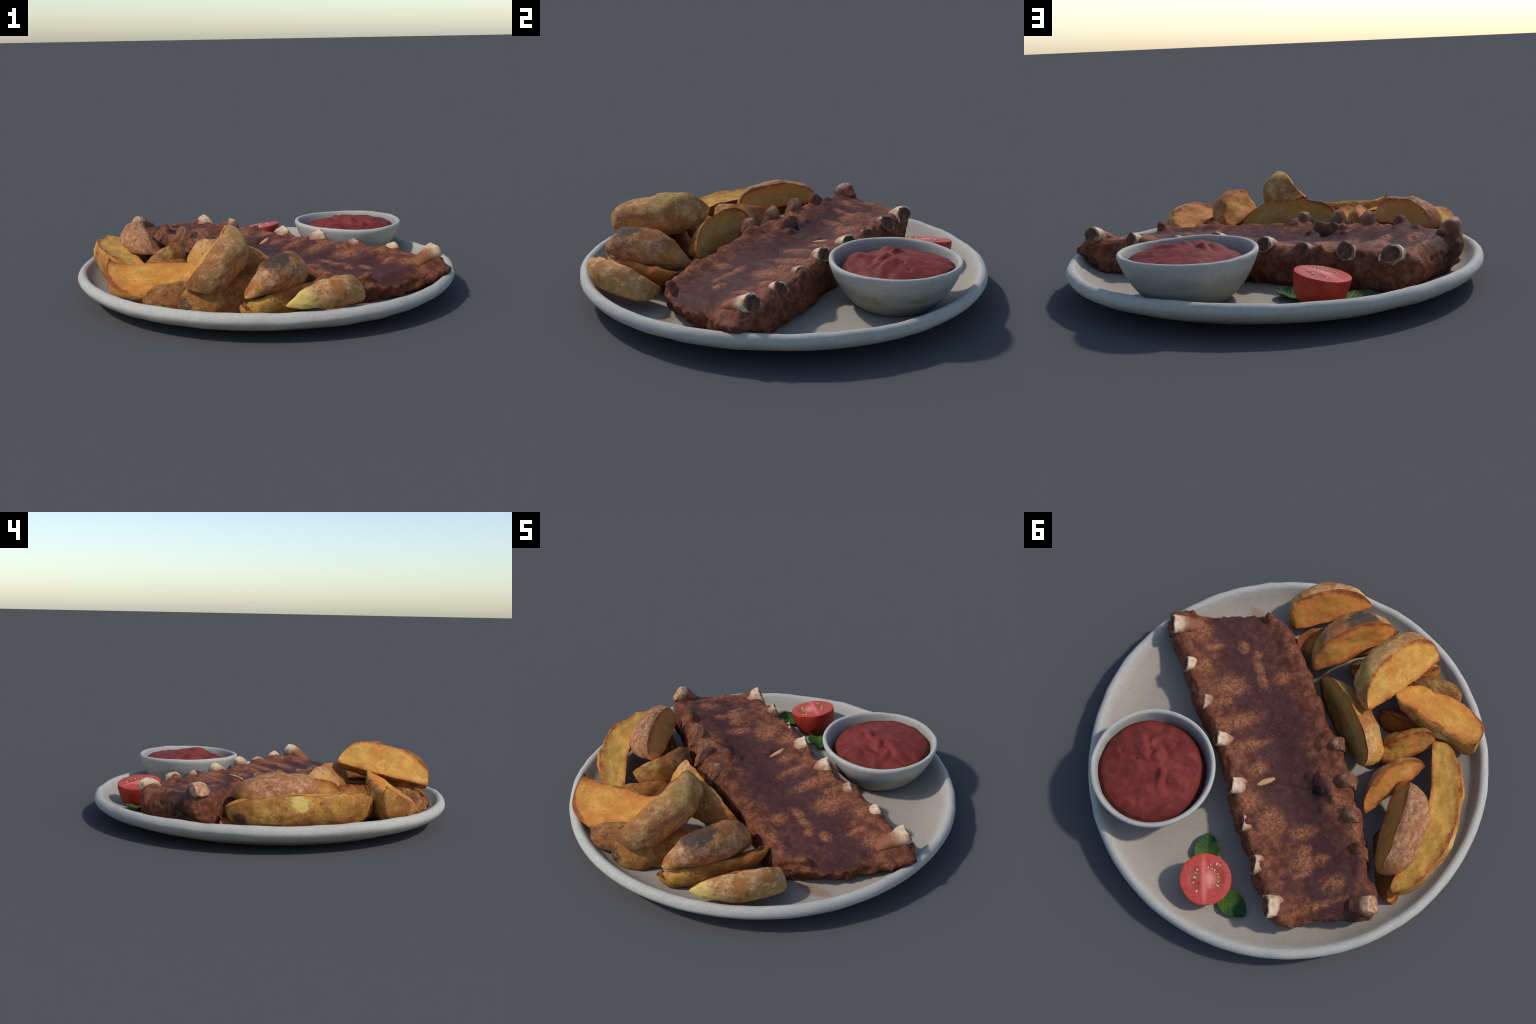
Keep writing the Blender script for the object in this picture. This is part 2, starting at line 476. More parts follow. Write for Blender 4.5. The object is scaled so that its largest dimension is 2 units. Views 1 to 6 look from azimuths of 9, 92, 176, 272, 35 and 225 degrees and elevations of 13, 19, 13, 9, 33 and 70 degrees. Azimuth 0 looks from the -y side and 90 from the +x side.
def mat_leaf(L):
    k = NT("basil_leaf")
    x, y, z = k.xyz()
    ay = k.math('ABSOLUTE', y)
    wv = k.n("ShaderNodeTexWave")
    wv.wave_type = 'BANDS'
    wv.bands_direction = 'X'
    sh = k.n("ShaderNodeCombineXYZ")
    k.link(k.math('SUBTRACT', x, k.math('MULTIPLY', ay, 0.8)), sh.inputs[0])
    k.link(sh.outputs[0], wv.inputs["Vector"])
    wv.inputs["Scale"].default_value = 14
    wv.inputs["Distortion"].default_value = 1.0
    vein = k.math('MAXIMUM', k.math('MULTIPLY', k.ramp(wv.outputs["Fac"], 0.72, 1.0), 0.18), k.ramp(ay, 0.005, 0.001))
    n1 = k.noise(16, 3, 0.6)
    g = k.math('ADD', k.math('DIVIDE', x, L), k.math('MULTIPLY', k.math('SUBTRACT', n1, 0.5), 0.5))
    col = k.mix(k.ramp(g, 0.1, 0.85), (0.075, 0.130, 0.018), (0.020, 0.066, 0.020))
    col = k.mix(k.math('MULTIPLY', vein, 0.45), col, (0.085, 0.135, 0.025))
    col = k.mix(k.ramp(k.noise(60, 3, 0.6), 0.4, 0.7, 0, 0.3), col, (0.016, 0.044, 0.008))
    k.bump(k.math('MULTIPLY', wv.outputs["Fac"], -1.0), 0.22, 0.006)
    return k.done(col, 0.55, 0.12)

def on_plate(P, lift=0.0):
    """keep points above the plate's inside surface"""
    r = np.hypot(P[:, 0], P[:, 1])
    zp = np.interp(r, [0, .72, .79, .845, .89, .922, .943, .96, .98, 1.2], [.060, .062, .065, .071, .084, .103, .125, .142, .148, .148])
    P = P.copy()
    P[:, 2] = np.maximum(P[:, 2], zp + lift)
    return P

# ------------------------------------------------------------------ plate
def build_plate():
    prof = [(0, 0.0), (0.35, 0.0), (0.68, 0.0), (0.765, 0.006), (0.83, 0.022), (0.89, 0.042), (0.943, 0.062), (0.980, 0.084),
            (0.9985, 0.108), (0.998, 0.128), (0.988, 0.143), (0.972, 0.149), (0.957, 0.143), (0.943, 0.126), (0.922, 0.104),
            (0.890, 0.085), (0.845, 0.072), (0.79, 0.066), (0.72, 0.065), (0.55, 0.063), (0.30, 0.062), (0, 0.062)]
    P = spline(prof, 4)
    P[:, 0] = np.maximum(P[:, 0], 0)
    P[:, 1] = np.maximum(P[:, 1], 0)
    P[0, 0] = P[-1, 0] = 0
    V, F = lathe(P, 220)
    r = np.hypot(V[:, 0], V[:, 1])
    ang = np.arctan2(V[:, 1], V[:, 0])
    rim = sstep(0.78, 0.97, r)
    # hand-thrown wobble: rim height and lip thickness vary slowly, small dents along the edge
    slow = 0.0035 * np.sin(2 * ang + 0.7) + 0.0020 * np.sin(5 * ang + 2.1)
    dents = 0.0052 * nz(V, 7.0, 2.0) + 0.0030 * nz(V, 17, 5.0)
    V[:, 2] += rim * (slow + dents) + (1 - rim) * 0.0012 * nz(V, 5, 1.0) * (V[:, 2] > 0.045)
    k = 1 + rim * (0.0025 * np.sin(3 * ang + 1.0) + 0.6 * (dents - 0.001))
    V[:, 0] *= k
    V[:, 1] *= k
    V[:, 2] -= V[:, 2].min()
    ob = make_obj("plate", V, F, MAT_PLATE)
    tag(ob, "round grey stoneware plate with raised rounded rim", "plate")
    return ob

# ------------------------------------------------------------------ sauce bowl
BOWL = V3(0.409, 0.515, 0.062)

def build_bowl():
    e = make_empty("sauce_bowl", BOWL)
    tag(e, "small grey stoneware bowl filled with red tomato sauce", "bowl of sauce")
    prof = [(0, 0.004), (0.105, 0.003), (0.150, 0.002), (0.180, 0.015), (0.219, 0.053), (0.253, 0.098), (0.279, 0.146), (0.296, 0.188),
            (0.3025, 0.208), (0.3015, 0.221), (0.294, 0.226), (0.284, 0.223), (0.278, 0.212), (0.270, 0.185), (0.252, 0.135),
            (0.220, 0.085), (0.15, 0.040), (0.0, 0.028)]
    P = spline(prof, 4)
    P[:, 0] = np.maximum(P[:, 0], 0)
    P[0, 0] = P[-1, 0] = 0
    V, F = lathe(P, 120)
    ang = np.arctan2(V[:, 1], V[:, 0])
    rim = sstep(0.08, 0.24, V[:, 2])
    d = 0.0030 * np.sin(2 * ang + 0.4) + 0.0035 * nz(V, 8, 3.0) + 0.0018 * nz(V, 20, 4.0)
    V[:, 2] += rim * d
    V[:, :2] *= (1 + rim * (0.9 * d + 0.006 * np.sin(2 * ang + 2.0)))[:, None]
    make_obj("bowl", V, F, MAT_BOWL, e)

    # sauce: spooned heap, disc of rings with a drooping edge that meets the wall
    R, nr, na = 0.268, 64, 140
    V, F = [], []
    # spooned dollops seen from above: right, up, half-length, half-width, turn (degrees), height
    dollops = [(-.035, .075, .110, .040, -65, .052), (.030, .045, .050, .044, 20, .058), (.148, .068, .066, .062, 0, .046), (.036, -.045, .058, .032, 75, .056),
               (.100, -.060, .070, .058, -30, .050), (-.125, .100, .075, .062, 10, .030), (-.045, .175, .085, .045, 10, .018), (.140, .160, .080, .050, -15, .022),
               (-.140, -.060, .080, .060, 30, .022), (-.090, -.145, .075, .060, -20, .020), (.070, -.155, .090, .055, 15, .020), (.180, -.095, .060, .060, 40, .014),
               (-.165, .020, .070, .070, 0, .016), (.000, .125, .050, .030, 30, .040), (.095, .108, .055, .030, -5, .036), (.215, .020, .040, .080, 0, .012)]
    ER, EU = V3(-.719, -.695), V3(.695, -.719)
    V.append((0, 0, 0))
    for i in range(1, nr + 1):
        for j in range(na):
            a = 2 * math.pi * j / na
            V.append((R * i / nr * math.cos(a), R * i / nr * math.sin(a), 0))
    V = np.array(V)
    r = np.hypot(V[:, 0], V[:, 1]) / R
    W = V + 0.022 * np.stack([nz(V, 12, 6.0), nz(V, 12, 7.0), 0 * r], 1)
    ca, cb = W[:, 0] * ER[0] + W[:, 1] * ER[1], W[:, 0] * EU[0] + W[:, 1] * EU[1]
    base_h = 0.180 + 0.060 * (1 - r ** 1.5)
    tops = [base_h + 0.010 * nz(W, 9, 1.0)]
    for da, db, la, lb, turn, hgt in dollops:
        t = math.radians(turn)
        x, y = ca - da, cb - db
        u, v = x * math.cos(t) + y * math.sin(t), -x * math.sin(t) + y * math.cos(t)
        q = (u / la) ** 2 + (v / lb) ** 2
        tops.append(0.190 + hgt * (1.17 - 0.56 * q))
    T = np.array(tops)
    kk = 270.0                                          # smooth maximum keeps soft creases between dollops
    h = np.log(np.exp(kk * (T - 0.2)).sum(0)) / kk + 0.2 - 0.003
    h += (1 - r ** 6) * (0.0030 * nz(W, 26, 3.0) + 0.0010 * nz(V, 60, 8.0))
    for x, y, rr in ((0.070, -0.058, 0.010), (0.165, 0.045, 0.016), (0.085, 0.025, 0.008)):
        h -= 0.012 * np.exp(-(((V[:, 0] - x) / rr) ** 2 + ((V[:, 1] - y) / (rr * 0.5)) ** 2))
    h += 0.017 * (V[:, 0] * 0.6 + V[:, 1] * 0.8) / R
    # the heap pulls away from the wall on the rib side, and wets it elsewhere
    side = sstep(0.0, 0.9, (V[:, 0] * -0.55 + V[:, 1] * -0.83) / (R + 1e-9))
    h -= 0.055 * side * sstep(0.80, 1.0, r) + 0.010 * sstep(0.93, 1.0, r)
    V[:, 2] = h
    for j in range(na):
        F.append([0, 1 + j, 1 + (j + 1) % na])
    for i in range(nr - 1):
        for j in range(na):
            a, b = 1 + i * na + j, 1 + i * na + (j + 1) % na
            F.append([a, a + na, b + na, b])
    # close underneath so that the sauce has depth
    base = len(V)
    bot = V[1 + (nr - 1) * na: 1 + nr * na].copy()
    bot[:, :2] *= 0.86
    bot[:, 2] = 0.11
    V = np.vstack([V, bot, [(0, 0, 0.11)]])
    for j in range(na):
        a, b = 1 + (nr - 1) * na + j, 1 + (nr - 1) * na + (j + 1) % na
        F.append([a, base + j, base + (j + 1) % na, b])
        F.append([base + j, base + na, base + (j + 1) % na])
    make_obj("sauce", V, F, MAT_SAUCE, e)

# ------------------------------------------------------------------ tomato
def build_tomato():
    R = 0.121
    c = V3(-0.145, 0.7325, 0.1975)
    zax = unit((-0.185, 0.039, 1))
    # face x axis: towards image right of the top view
    xax = unit(np.cross(V3(-0.7, 0.7, 0.0), zax))
    yax = np.cross(zax, xax)
    if xax @ V3(-1, -1, 0) < 0:
        xax, yax = -xax, -yax
    e = make_empty("tomato_half", c, np.stack([xax, yax, zax], 1))
    tag(e, "halved red tomato lying cut side up with seeds", "tomato")
    n = 72
    prof = [(0, -0.149), (0.040, -0.1475), (0.070, -0.137), (0.094, -0.114), (0.111, -0.080), (0.1195, -0.040), (0.1222, -0.012), (0.1212, 0.0)]
    P = spline(prof, 5)
    P[0, 0] = 0
    V, F = lathe(P, n)
    lump = 0.0030 * nz(V, 14, 1.0) + 0.0015 * nz(V, 40, 1.0) * sstep(0, -0.03, V[:, 2])
    V[:, :2] *= (1 + lump / 0.1)[:, None]
    rimz = V[-n:].copy()
    make_obj("skin", V, F, MAT_TOMATO_SKIN, e)
    # cut face: rings inside the rim, chambers slightly sunken
    rings = 26
    V2, F2 = [(0, 0, 0)], []
    for i in range(1, rings + 1):
        for j in range(n):
            V2.append(tuple(rimz[j] * (i / rings)))
    V2 = np.array(V2)
    r = np.hypot(V2[:, 0], V2[:, 1]) / R
    ch = np.maximum(np.exp(-(((V2[:, 0] / R + 0.44) / 0.22) ** 2 + ((V2[:, 1] / R) / 0.45) ** 2) ** 2),
                    np.exp(-(((V2[:, 0] / R - 0.42) / 0.28) ** 2 + ((V2[:, 1] / R - 0.1) / 0.48) ** 2) ** 2))
    V2[:, 2] = 0.004 * (1 - r ** 6) - 0.004 * ch + 0.0012 * nz(V2, 40, 2.0) * (r < 0.98)
    for j in range(n):
        F2.append([0, 1 + j, 1 + (j + 1) % n])
    for i in range(rings - 1):
        for j in range(n):
            a, b = 1 + i * n + j, 1 + i * n + (j + 1) % n
            F2.append([a, a + n, b + n, b])
    make_obj("flesh", V2, F2, MAT_TOMATO_FLESH, e)
    # seeds
    sv, sf = lathe([(0, -1), (0.55, -0.8), (0.95, -0.2), (0.9, 0.3), (0.5, 0.85), (0, 1)], 12)
    sv = sv * np.array([0.0052, 0.0052, 0.0034])
    sv[:, 0] *= 1.35
    me = None
    spots = [(-0.33, 0.37, .9), (-0.45, 0.07, 1.1), (-0.49, -0.12, .8), (-0.36, -0.46, 1.0), (0.10, 0.44, 1.0), (0.21, 0.54, .7), (0.44, 0.57, 1.2), (0.57, 0.52, .8),
             (0.35, 0.33, .9), (0.46, 0.18, .7), (0.50, 0.06, .7), (0.49, -0.11, .7), (0.45, -0.27, 1.0), (0.14, -0.34, .8), (0.26, 0.40, .6), (-0.40, 0.24, .6)]
    for i, (x, y, s) in enumerate(spots):
        if me is None:
            ob = make_obj("seed", sv, sf, MAT_SEED, e)
            me = ob.data
        else:
            ob = bpy.data.objects.new("seed", me)
            scene.collection.objects.link(ob)
            ob.parent = e
        a = math.atan2(y, x) + 0.25 * math.sin(7.3 * i)
        ob.matrix_local = Matrix.Translation((x * R, y * R, 0.0022)) @ Matrix.Rotation(a, 4, 'Z') @ Matrix.Diagonal((s * 1.15, s * 0.95, s, 1))

# ------------------------------------------------------------------ basil leaves
def build_leaf(base, tip, side_lift, width, cup, droop, seed):
    base, tip = V3(*base), V3(*tip)
    L = np.linalg.norm(tip - base)
    xax = unit(tip - base)
    yax = unit(np.cross(V3(0, 0, 1), xax) + side_lift * V3(0, 0, 1))
    zax = unit(np.cross(xax, yax))
    yax = np.cross(zax, xax)
    e = make_empty("basil_leaf", base, np.stack([xax, yax, zax], 1))
    tag(e, "small cupped green herb leaf with toothed edge", "basil leaf")
    nu, nv = 44, 22
    V, F = [], []
    for layer in (0, 1):
        for i in range(nu + 1):
            t = i / nu
            w = width * 0.5 * (math.sin(math.pi * min(1, t ** 0.85)) ** 0.62 if 0 < t < 1 else 0.02)
            w *= 1 + 0.022 * (abs((t * 9) % 1 - 0.5) * 2) * (0.2 < t < 0.98)
            for j in range(nv + 1):
                s = -1 + 2 * j / nv
                x, y = t * L, s * w
                z = cup * abs(s) ** 1.6 * (w / (width * 0.5)) + droop * t * t + 0.004 * abs(s) ** 0.7
                z += 0.002 * abs(s) * math.sin(16 * t - 5 * abs(s)) + 0.003 * noise.noise((x * 22, y * 22, seed))
                V.append((x, y, z - (0.006 if layer else 0)))
    n1 = (nu + 1) * (nv + 1)
    idx = lambda l, i, j: l * n1 + i * (nv + 1) + j
    for i in range(nu):
        for j in range(nv):
            F.append([idx(0, i, j), idx(0, i + 1, j), idx(0, i + 1, j + 1), idx(0, i, j + 1)])
            F.append([idx(1, i, j), idx(1, i, j + 1), idx(1, i + 1, j + 1), idx(1, i + 1, j)])
    for i in range(nu):
        F.append([idx(0, i, 0), idx(1, i, 0), idx(1, i + 1, 0), idx(0, i + 1, 0)])
        F.append([idx(0, i, nv), idx(0, i + 1, nv), idx(1, i + 1, nv), idx(1, i, nv)])
    for j in range(nv):
        F.append([idx(0, 0, j), idx(0, 0, j + 1), idx(1, 0, j + 1), idx(1, 0, j)])
        F.append([idx(0, nu, j), idx(1, nu, j), idx(1, nu, j + 1), idx(0, nu, j + 1)])
    make_obj("blade", np.array(V), F, mat_leaf(L), e)

# ------------------------------------------------------------------ potato wedges
def build_wedge(E0, E1, P, Q, R, sides, label, skin, flesh=None, bulge=0.05, power=2.4, dent=0.008, seed=0, rough=0.010, bow=0.0):
    """A potato wedge lofted between its two tips.  P, Q, R are the corners of its middle cross-section;
    sides says for PQ, QR, RP whether that side is skin ('s') or cut flesh ('f')."""
    E0, E1, P, Q, R = (V3(*a) for a in (E0, E1, P, Q, R))
    M0 = (E0 + E1) / 2
    xax = unit(E1 - E0)
    L = np.linalg.norm(E1 - E0) / 2
    power = power if isinstance(power, tuple) else (power, power)
    cen = (P + Q + R) / 3 - M0
    cen = cen - (cen @ xax) * xax
    zax = unit(cen + V3(0, 0, 0.3))
    zax = unit(zax - (zax @ xax) * xax)
    yax = np.cross(zax, xax)
    B = np.stack([xax, yax, zax], 1)
    e = make_empty("potato_wedge", M0, B)
    sname, skw = skin
    for key in ("char", "bare"):                        # spots are given in plate coordinates
        if skw.get(key):
            skw[key] = [(tuple(B.T @ (V3(*c) - M0)), r) for c, r in skw[key]]
    skin = mat_skin(sname, **skw)
    tag(e, label, "roast potato wedge")
    loc = [B.T @ (q - M0) for q in (P, Q, R)]           # (x shift, y, z) of the corners in the wedge frame
    cen2 = sum(loc) / 3
    nseg = 26
    ring, kind = [], []
    for k in range(3):
        a, b = loc[k], loc[(k + 1) % 3]
        mid = (a + b) / 2
        out = mid - cen2
        d = b - a
        out = out - d * (out @ d) / (d @ d)
        out = out - V3(out[0], 0, 0)
        out = unit(out) if np.linalg.norm(out) > 1e-6 else V3(0, 0, 1)
        h = bulge if sides[k] == 's' else -dent
        for i in range(nseg):
            s = i / nseg
            prof = (4 * s * (1 - s)) ** (0.75 if sides[k] == 's' else 1.0)
            ring.append(a + d * s + out * h * prof)
            kind.append(k)
    ring = np.array(ring)
    n = len(ring)
    for _ in range(2):                                   # slightly rounded corners
        ring = 0.5 * ring + 0.25 * (np.roll(ring, 1, 0) + np.roll(ring, -1, 0))
    by, bz = bow * cen2[1], bow * cen2[2]               # the spine of a curved wedge is bent towards its body
    nt = 54
    ts = -np.cos(np.linspace(0, math.pi, nt + 1))
    V, F, K = [(-L, 0, 0)], [], []
    for t in ts[1:-1]:
        pw = power[0] if t < 0 else power[1]
        w = (1 - abs(t) ** pw) ** (1 / pw)
        for q in ring:
            V.append((t * L + q[0] * w, by * (1 - t * t) + (q[1] - by) * w, bz * (1 - t * t) + (q[2] - bz) * w))
    V.append((L, 0, 0))
    V = np.array(V)
    rows = nt - 1
    for j in range(n):
        F.append([0, 1 + (j + 1) % n, 1 + j]); K.append(kind[j])
    for i in range(rows - 1):
        for j in range(n):
            a, b = 1 + i * n + j, 1 + i * n + (j + 1) % n
            F.append([a, b, b + n, a + n]); K.append(kind[j])
    for j in range(n):
        F.append([1 + (rows - 1) * n + j, 1 + (rows - 1) * n + (j + 1) % n, len(V) - 1]); K.append(kind[j])
    N = vert_normals(V, F)
    if np.sum(N * (V - V.mean(0))) < 0:
        F = [f[::-1] for f in F]
        N = -N
    # lumps, shallow facets and puckered skin
    sp = V + V3(seed * 1.7, seed * 0.6, seed * 2.9)
    disp = rough * (1.3 * nz(sp, 7) + 0.8 * nz(sp, 16, 1.0) + 0.35 * nz(sp, 42, 2.0))
    facet = np.floor((nz(sp, 10, 4.0) + 1) * 3.5) / 3.5 - 1
    disp += rough * 0.35 * facet
    tt = np.abs(V[:, 0]) / L
    disp *= 0.35 + 0.65 * sstep(1.0, 0.75, tt)
    V = V + N * disp[:, None]
    V = (on_plate(V @ B.T + M0, 0.001) - M0) @ B
    isf = [s == 'f' for s in sides]
    keep_s = [not isf[k] for k in K]
    sv, sf = sub_mesh(V, F, keep_s)
    make_obj("skin", sv, sf, skin, e)
    mats, lut = [], {}
    fl = dict(flesh or {})
    for k in range(3):
        if isf[k]:
            lut[k] = len(mats)
            a, b = loc[k], loc[(k + 1) % 3]
            mats.append(mat_flesh("fried_flesh", L, power, (a[1], a[2]), (b[1], b[2]), (by, bz), seed + k, **fl))
    if mats:
        keep_f = [isf[k] for k in K]
        fv, ff = sub_mesh(V, F, keep_f)
        make_obj("flesh", fv, ff, mats, e, [lut[k] for k in K if isf[k]])
    return e

TAN = dict(base=(0.50, 0.265, 0.105), light=(0.60, 0.365, 0.165), dark=(0.33, 0.145, 0.054))
RUSSET = dict(base=(0.43, 0.210, 0.102), light=(0.54, 0.310, 0.168), dark=(0.22, 0.086, 0.042))
GOLD = dict(base=(0.46, 0.205, 0.052), light=(0.54, 0.290, 0.092), dark=(0.27, 0.098, 0.027))

DEEP = dict(base=(0.38, 0.155, 0.040), light=(0.46, 0.235, 0.075), dark=(0.20, 0.070, 0.022))

CURL_MAT = mat_skin("peeled_skin", (0.34, 0.125, 0.035), (0.44, 0.20, 0.06), (0.15, 0.05, 0.018), golden=0.2, seed=20, green=0.0)
CURL_HOST = []

def skin_curl(c, turn, size, roll):
    """a strip of crisp potato skin that has lifted and curled, with its own thickness"""
    V, F = [], []
    nu, nv = 12, 7
    for layer in (0, 1):
        for i in range(nu + 1):
            for j in range(nv + 1):
                t, q = i / nu, -1 + 2 * j / nv
                a = -0.4 + 1.9 * t
                rad = size * 0.62 - 0.005 * layer
                w = size * 0.42 * (1 - 0.6 * t ** 2) * (1 + 0.25 * noise.noise((t * 3, roll * 9, 0.3)))
                V.append((rad * math.sin(a), q * w, rad * (1 - math.cos(a)) + 0.006 * noise.noise((t * 4, q * 2, roll * 5 + size * 90)) + (0.003 if layer else 0)))
    n1 = (nu + 1) * (nv + 1)
    ix = lambda l, i, j: l * n1 + i * (nv + 1) + j
    for i in range(nu):
        for j in range(nv):
            F.append([ix(0, i, j), ix(0, i, j + 1), ix(0, i + 1, j + 1), ix(0, i + 1, j)])
            F.append([ix(1, i, j), ix(1, i + 1, j), ix(1, i + 1, j + 1), ix(1, i, j + 1)])
        for j in (0, nv):
            F.append([ix(0, i, j), ix(0, i + 1, j), ix(1, i + 1, j), ix(1, i, j)])
    for j in range(nv):
        for i in (0, nu):
            F.append([ix(0, i, j), ix(1, i, j), ix(1, i, j + 1), ix(0, i, j + 1)])
    host = CURL_HOST[-1]
    ob = make_obj("skin_curl", np.array(V), F, CURL_MAT, host)
    M = Matrix.Translation(c) @ Matrix.Rotation(turn, 4, 'Z') @ Matrix.Rotation(roll, 4, 'X')
    ob.matrix_parent_inverse = host.matrix_world.inverted()
    ob.matrix_basis = M

def build_potatoes():
    W = build_wedge
    sk = lambda name, **kw: (name, kw)
    # front pile, plate rim towards +x -y
    W((.227, -.908, .165), (.482, -.552, .128), (.408, -.788, .284), (.472, -.798, .132), (.302, -.710, .168), 'sff',
      "tan skinned potato wedge with yellow bare tip", sk("wedge_skin", **TAN, golden=0.15, bare=[((.290, -.895, .195), (0.070, 0.075, 0.060))], seed=1, green=0.35),
      dict(tone=0.9, flesh=(0.47, 0.210, 0.036)), bulge=0.050, power=(1.55, 3.4), seed=1)
    W((.035, -.862, .185), (.222, -.431, .158), (.160, -.660, .358), (.212, -.715, .178), (.088, -.590, .212), 'sff',
      "scorched brown potato wedge with blackened skin patch", sk("scorched_skin", **RUSSET, golden=0.30, char=[((.155, -.735, .335), (0.085, 0.085, 0.085))], seed=2, green=0.35, specks=0.9),
      dict(tone=0.5, flesh=(0.42, 0.22, 0.05)), bulge=0.078, power=(1.9, 2.2), seed=2, rough=0.010)
    W((.014, -.872, .158), (.306, -.478, .172), (.305, -.640, .212), (.185, -.725, .060), (.150, -.640, .125), 'ssf',
      "potato wedge lying skin down with curled edge", sk("wedge_skin", **DEEP, golden=0.45, seed=3, green=0.2), dict(tone=0.6), bulge=0.040, power=2.4, seed=3, rough=0.009)
    W((-.189, -.378, .345), (-.246, -.872, .236), (-.108, -.686, .434), (-.055, -.640, .215), (-.235, -.620, .288), 'sff',
      "large tan potato wedge with broad yellow cut face", sk("wedge_skin", **TAN, golden=0.2, seed=4, green=0.35), dict(tone=-0.2, flesh=(0.55, 0.285, 0.060), width=0.035),
      bulge=0.090, power=2.6, seed=4)
    peeled = W((-.265, -.880, .150), (.085, -.570, .165), (-.110, -.700, .250), (-.050, -.775, .075), (-.165, -.630, .085), 'sff',
      "potato wedge with peeling dark skin at its end", sk("wedge_skin", **DEEP, golden=0.35, char=[((-.27, -.88, .13), (0.06, 0.06, 0.06))], seed=5), dict(tone=0.5),
      bulge=0.035, power=2.4, seed=5, rough=0.009)
    W((-.222, -.545, .318), (-.676, -.602, .306), (-.448, -.566, .272), (-.436, -.797, .166), (-.500, -.600, .090), 'fss',
      "curved golden potato slice standing on its skin", sk("wedge_skin", **GOLD, golden=0.5, bare=[((-.470, -.565, .215), (0.075, 0.03, 0.035))], seed=6, green=0.35),
      dict(tone=0.25, flesh=(0.57, 0.260, 0.048), width=0.05), bulge=0.036, power=(2.4, 2.6), seed=6, dent=-0.014)
    W((-.190, -.660, .165), (-.455, -.806, .145), (-.312, -.765, .226), (-.285, -.822, .105), (-.360, -.660, .095), 'sfs',
      "browned potato wedge tucked under others", sk("wedge_skin", base=(0.27, 0.105, 0.038), light=(0.40, 0.19, 0.07), dark=(0.12, 0.042, 0.018), golden=0.1, seed=7), dict(tone=0.8), bulge=0.02, power=2.8, seed=7, rough=0.008)
    W((-.180, -.500, .110), (-.430, -.600, .120), (-.300, -.520, .185), (-.290, -.590, .055), (-.330, -.480, .055), 'sff',
      "dark browned potato wedge deep in the pile", sk("wedge_skin", **RUSSET, golden=0.3, seed=14), dict(tone=0.9), bulge=0.03, power=2.4, seed=14)
    CURL_HOST.append(peeled)
    for c, turn, size, roll in (((-.240, -.858, .170), 2.5, .050, 0.5), ((-.225, -.868, .150), 2.8, .040, 0.2),
                                ((.04, -.885, .150), 1.9, .035, 0.3)):
        skin_curl(c, turn, size, roll)
    # left row, plate rim towards -x
    W((-.842, .188, .200), (-.525, -.545, .190), (-.712, -.178, .262), (-.850, -.245, .284), (-.805, -.215, .098), 'fsf',
      "long curved golden potato wedge with bare patch", sk("wedge_skin", **GOLD, golden=0.45, char=[((-.90, .12, .16), (0.035, 0.04, 0.030))], bare=[((-.868, -.165, .245), (0.050, 0.05, 0.040))], seed=8, green=0.35),
      dict(tone=0.05, flesh=(0.52, 0.280, 0.055), width=0.030), bulge=0.042, power=(2.6, 3.4), seed=8, bow=1.0)
    W((-.728, .178, .245), (-.546, -.252, .238), (-.648, -.062, .358), (-.775, -.095, .240), (-.565, -.058, .232), 'sff',
      "rough russet skinned potato wedge", sk("russet_skin", **RUSSET, golden=-0.1, grain=(26, 60, 60), seed=9, green=0.0), dict(tone=0.2, flesh=(0.36, 0.20, 0.05)),
      bulge=0.050, power=2.4, seed=9, rough=0.009)
    W((-.845, .220, .115), (-.600, -.030, .110), (-.715, .110, .165), (-.790, .075, .060), (-.665, .115, .060), 'fsf',
      "potato wedge end showing under a longer wedge", sk("wedge_skin", **GOLD, golden=0.4, seed=10), dict(tone=0.9), bulge=0.02, power=2.8, seed=10)
    # middle row along the ribs
    W((-.492, -.016, .195), (-.552, -.383, .226), (-.442, -.215, .300), (-.405, -.255, .105), (-.535, -.203, .205), 'sff',
      "potato wedge with brown skin and amber cut face", sk("wedge_skin", **TAN, golden=0.45, seed=11, green=0.35), dict(tone=0.4, flesh=(0.45, 0.23, 0.05)),
      bulge=0.026, power=2.2, seed=11)
    W((-.350, -.285, .125), (-.510, -.525, .205), (-.385, -.425, .258), (-.335, -.445, .100), (-.455, -.382, .165), 'sff',
      "small golden potato wedge in the pile", sk("wedge_skin", **GOLD, golden=0.45, seed=12), dict(tone=0.1, flesh=(0.46, 0.28, 0.055)), bulge=0.030, power=(2.2, 3.2), seed=12)
    W((.136, -.402, .205), (-.335, -.180, .243), (-.125, -.340, .340), (-.210, -.428, .170), (-.050, -.290, .085), 'sff',
      "upright potato wedge leaning on the ribs", sk("wedge_skin", **TAN, golden=0.5, seed=13, green=0.2), dict(tone=0.1, flesh=(0.36, 0.215, 0.060)),
      bulge=0.018, power=2.3, seed=13)

# ------------------------------------------------------------------ rib rack
RO = V3(0.06, 0.07, 0)
RU = V3(-0.868, 0.497, 0)      # along the rack, near end to far end
RV = V3(0.497, 0.868, 0)       # across, potato side to bowl side
RB = np.stack([RU / np.linalg.norm(RU), RV / np.linalg.norm(RV), V3(0, 0, 1)], 1)

BOWL_BONES = [(-.812, .270, .249), (-.581, .266, .233), (-.354, .244, .229), (-.135, .235, .254),
              (.110, .235, .245), (.312, .243, .233), (.516, .250, .244), (.723, .252, .238)]
FAR_BONES = [(-.700, -.30, .20), (-.430, -.31, .20), (-.190, -.335, .215), (.085, -.340, .295),
             (.276, -.324, .300), (.448, -.285, .309), (.640, -.270, .270), (.880, -.198, .304)]
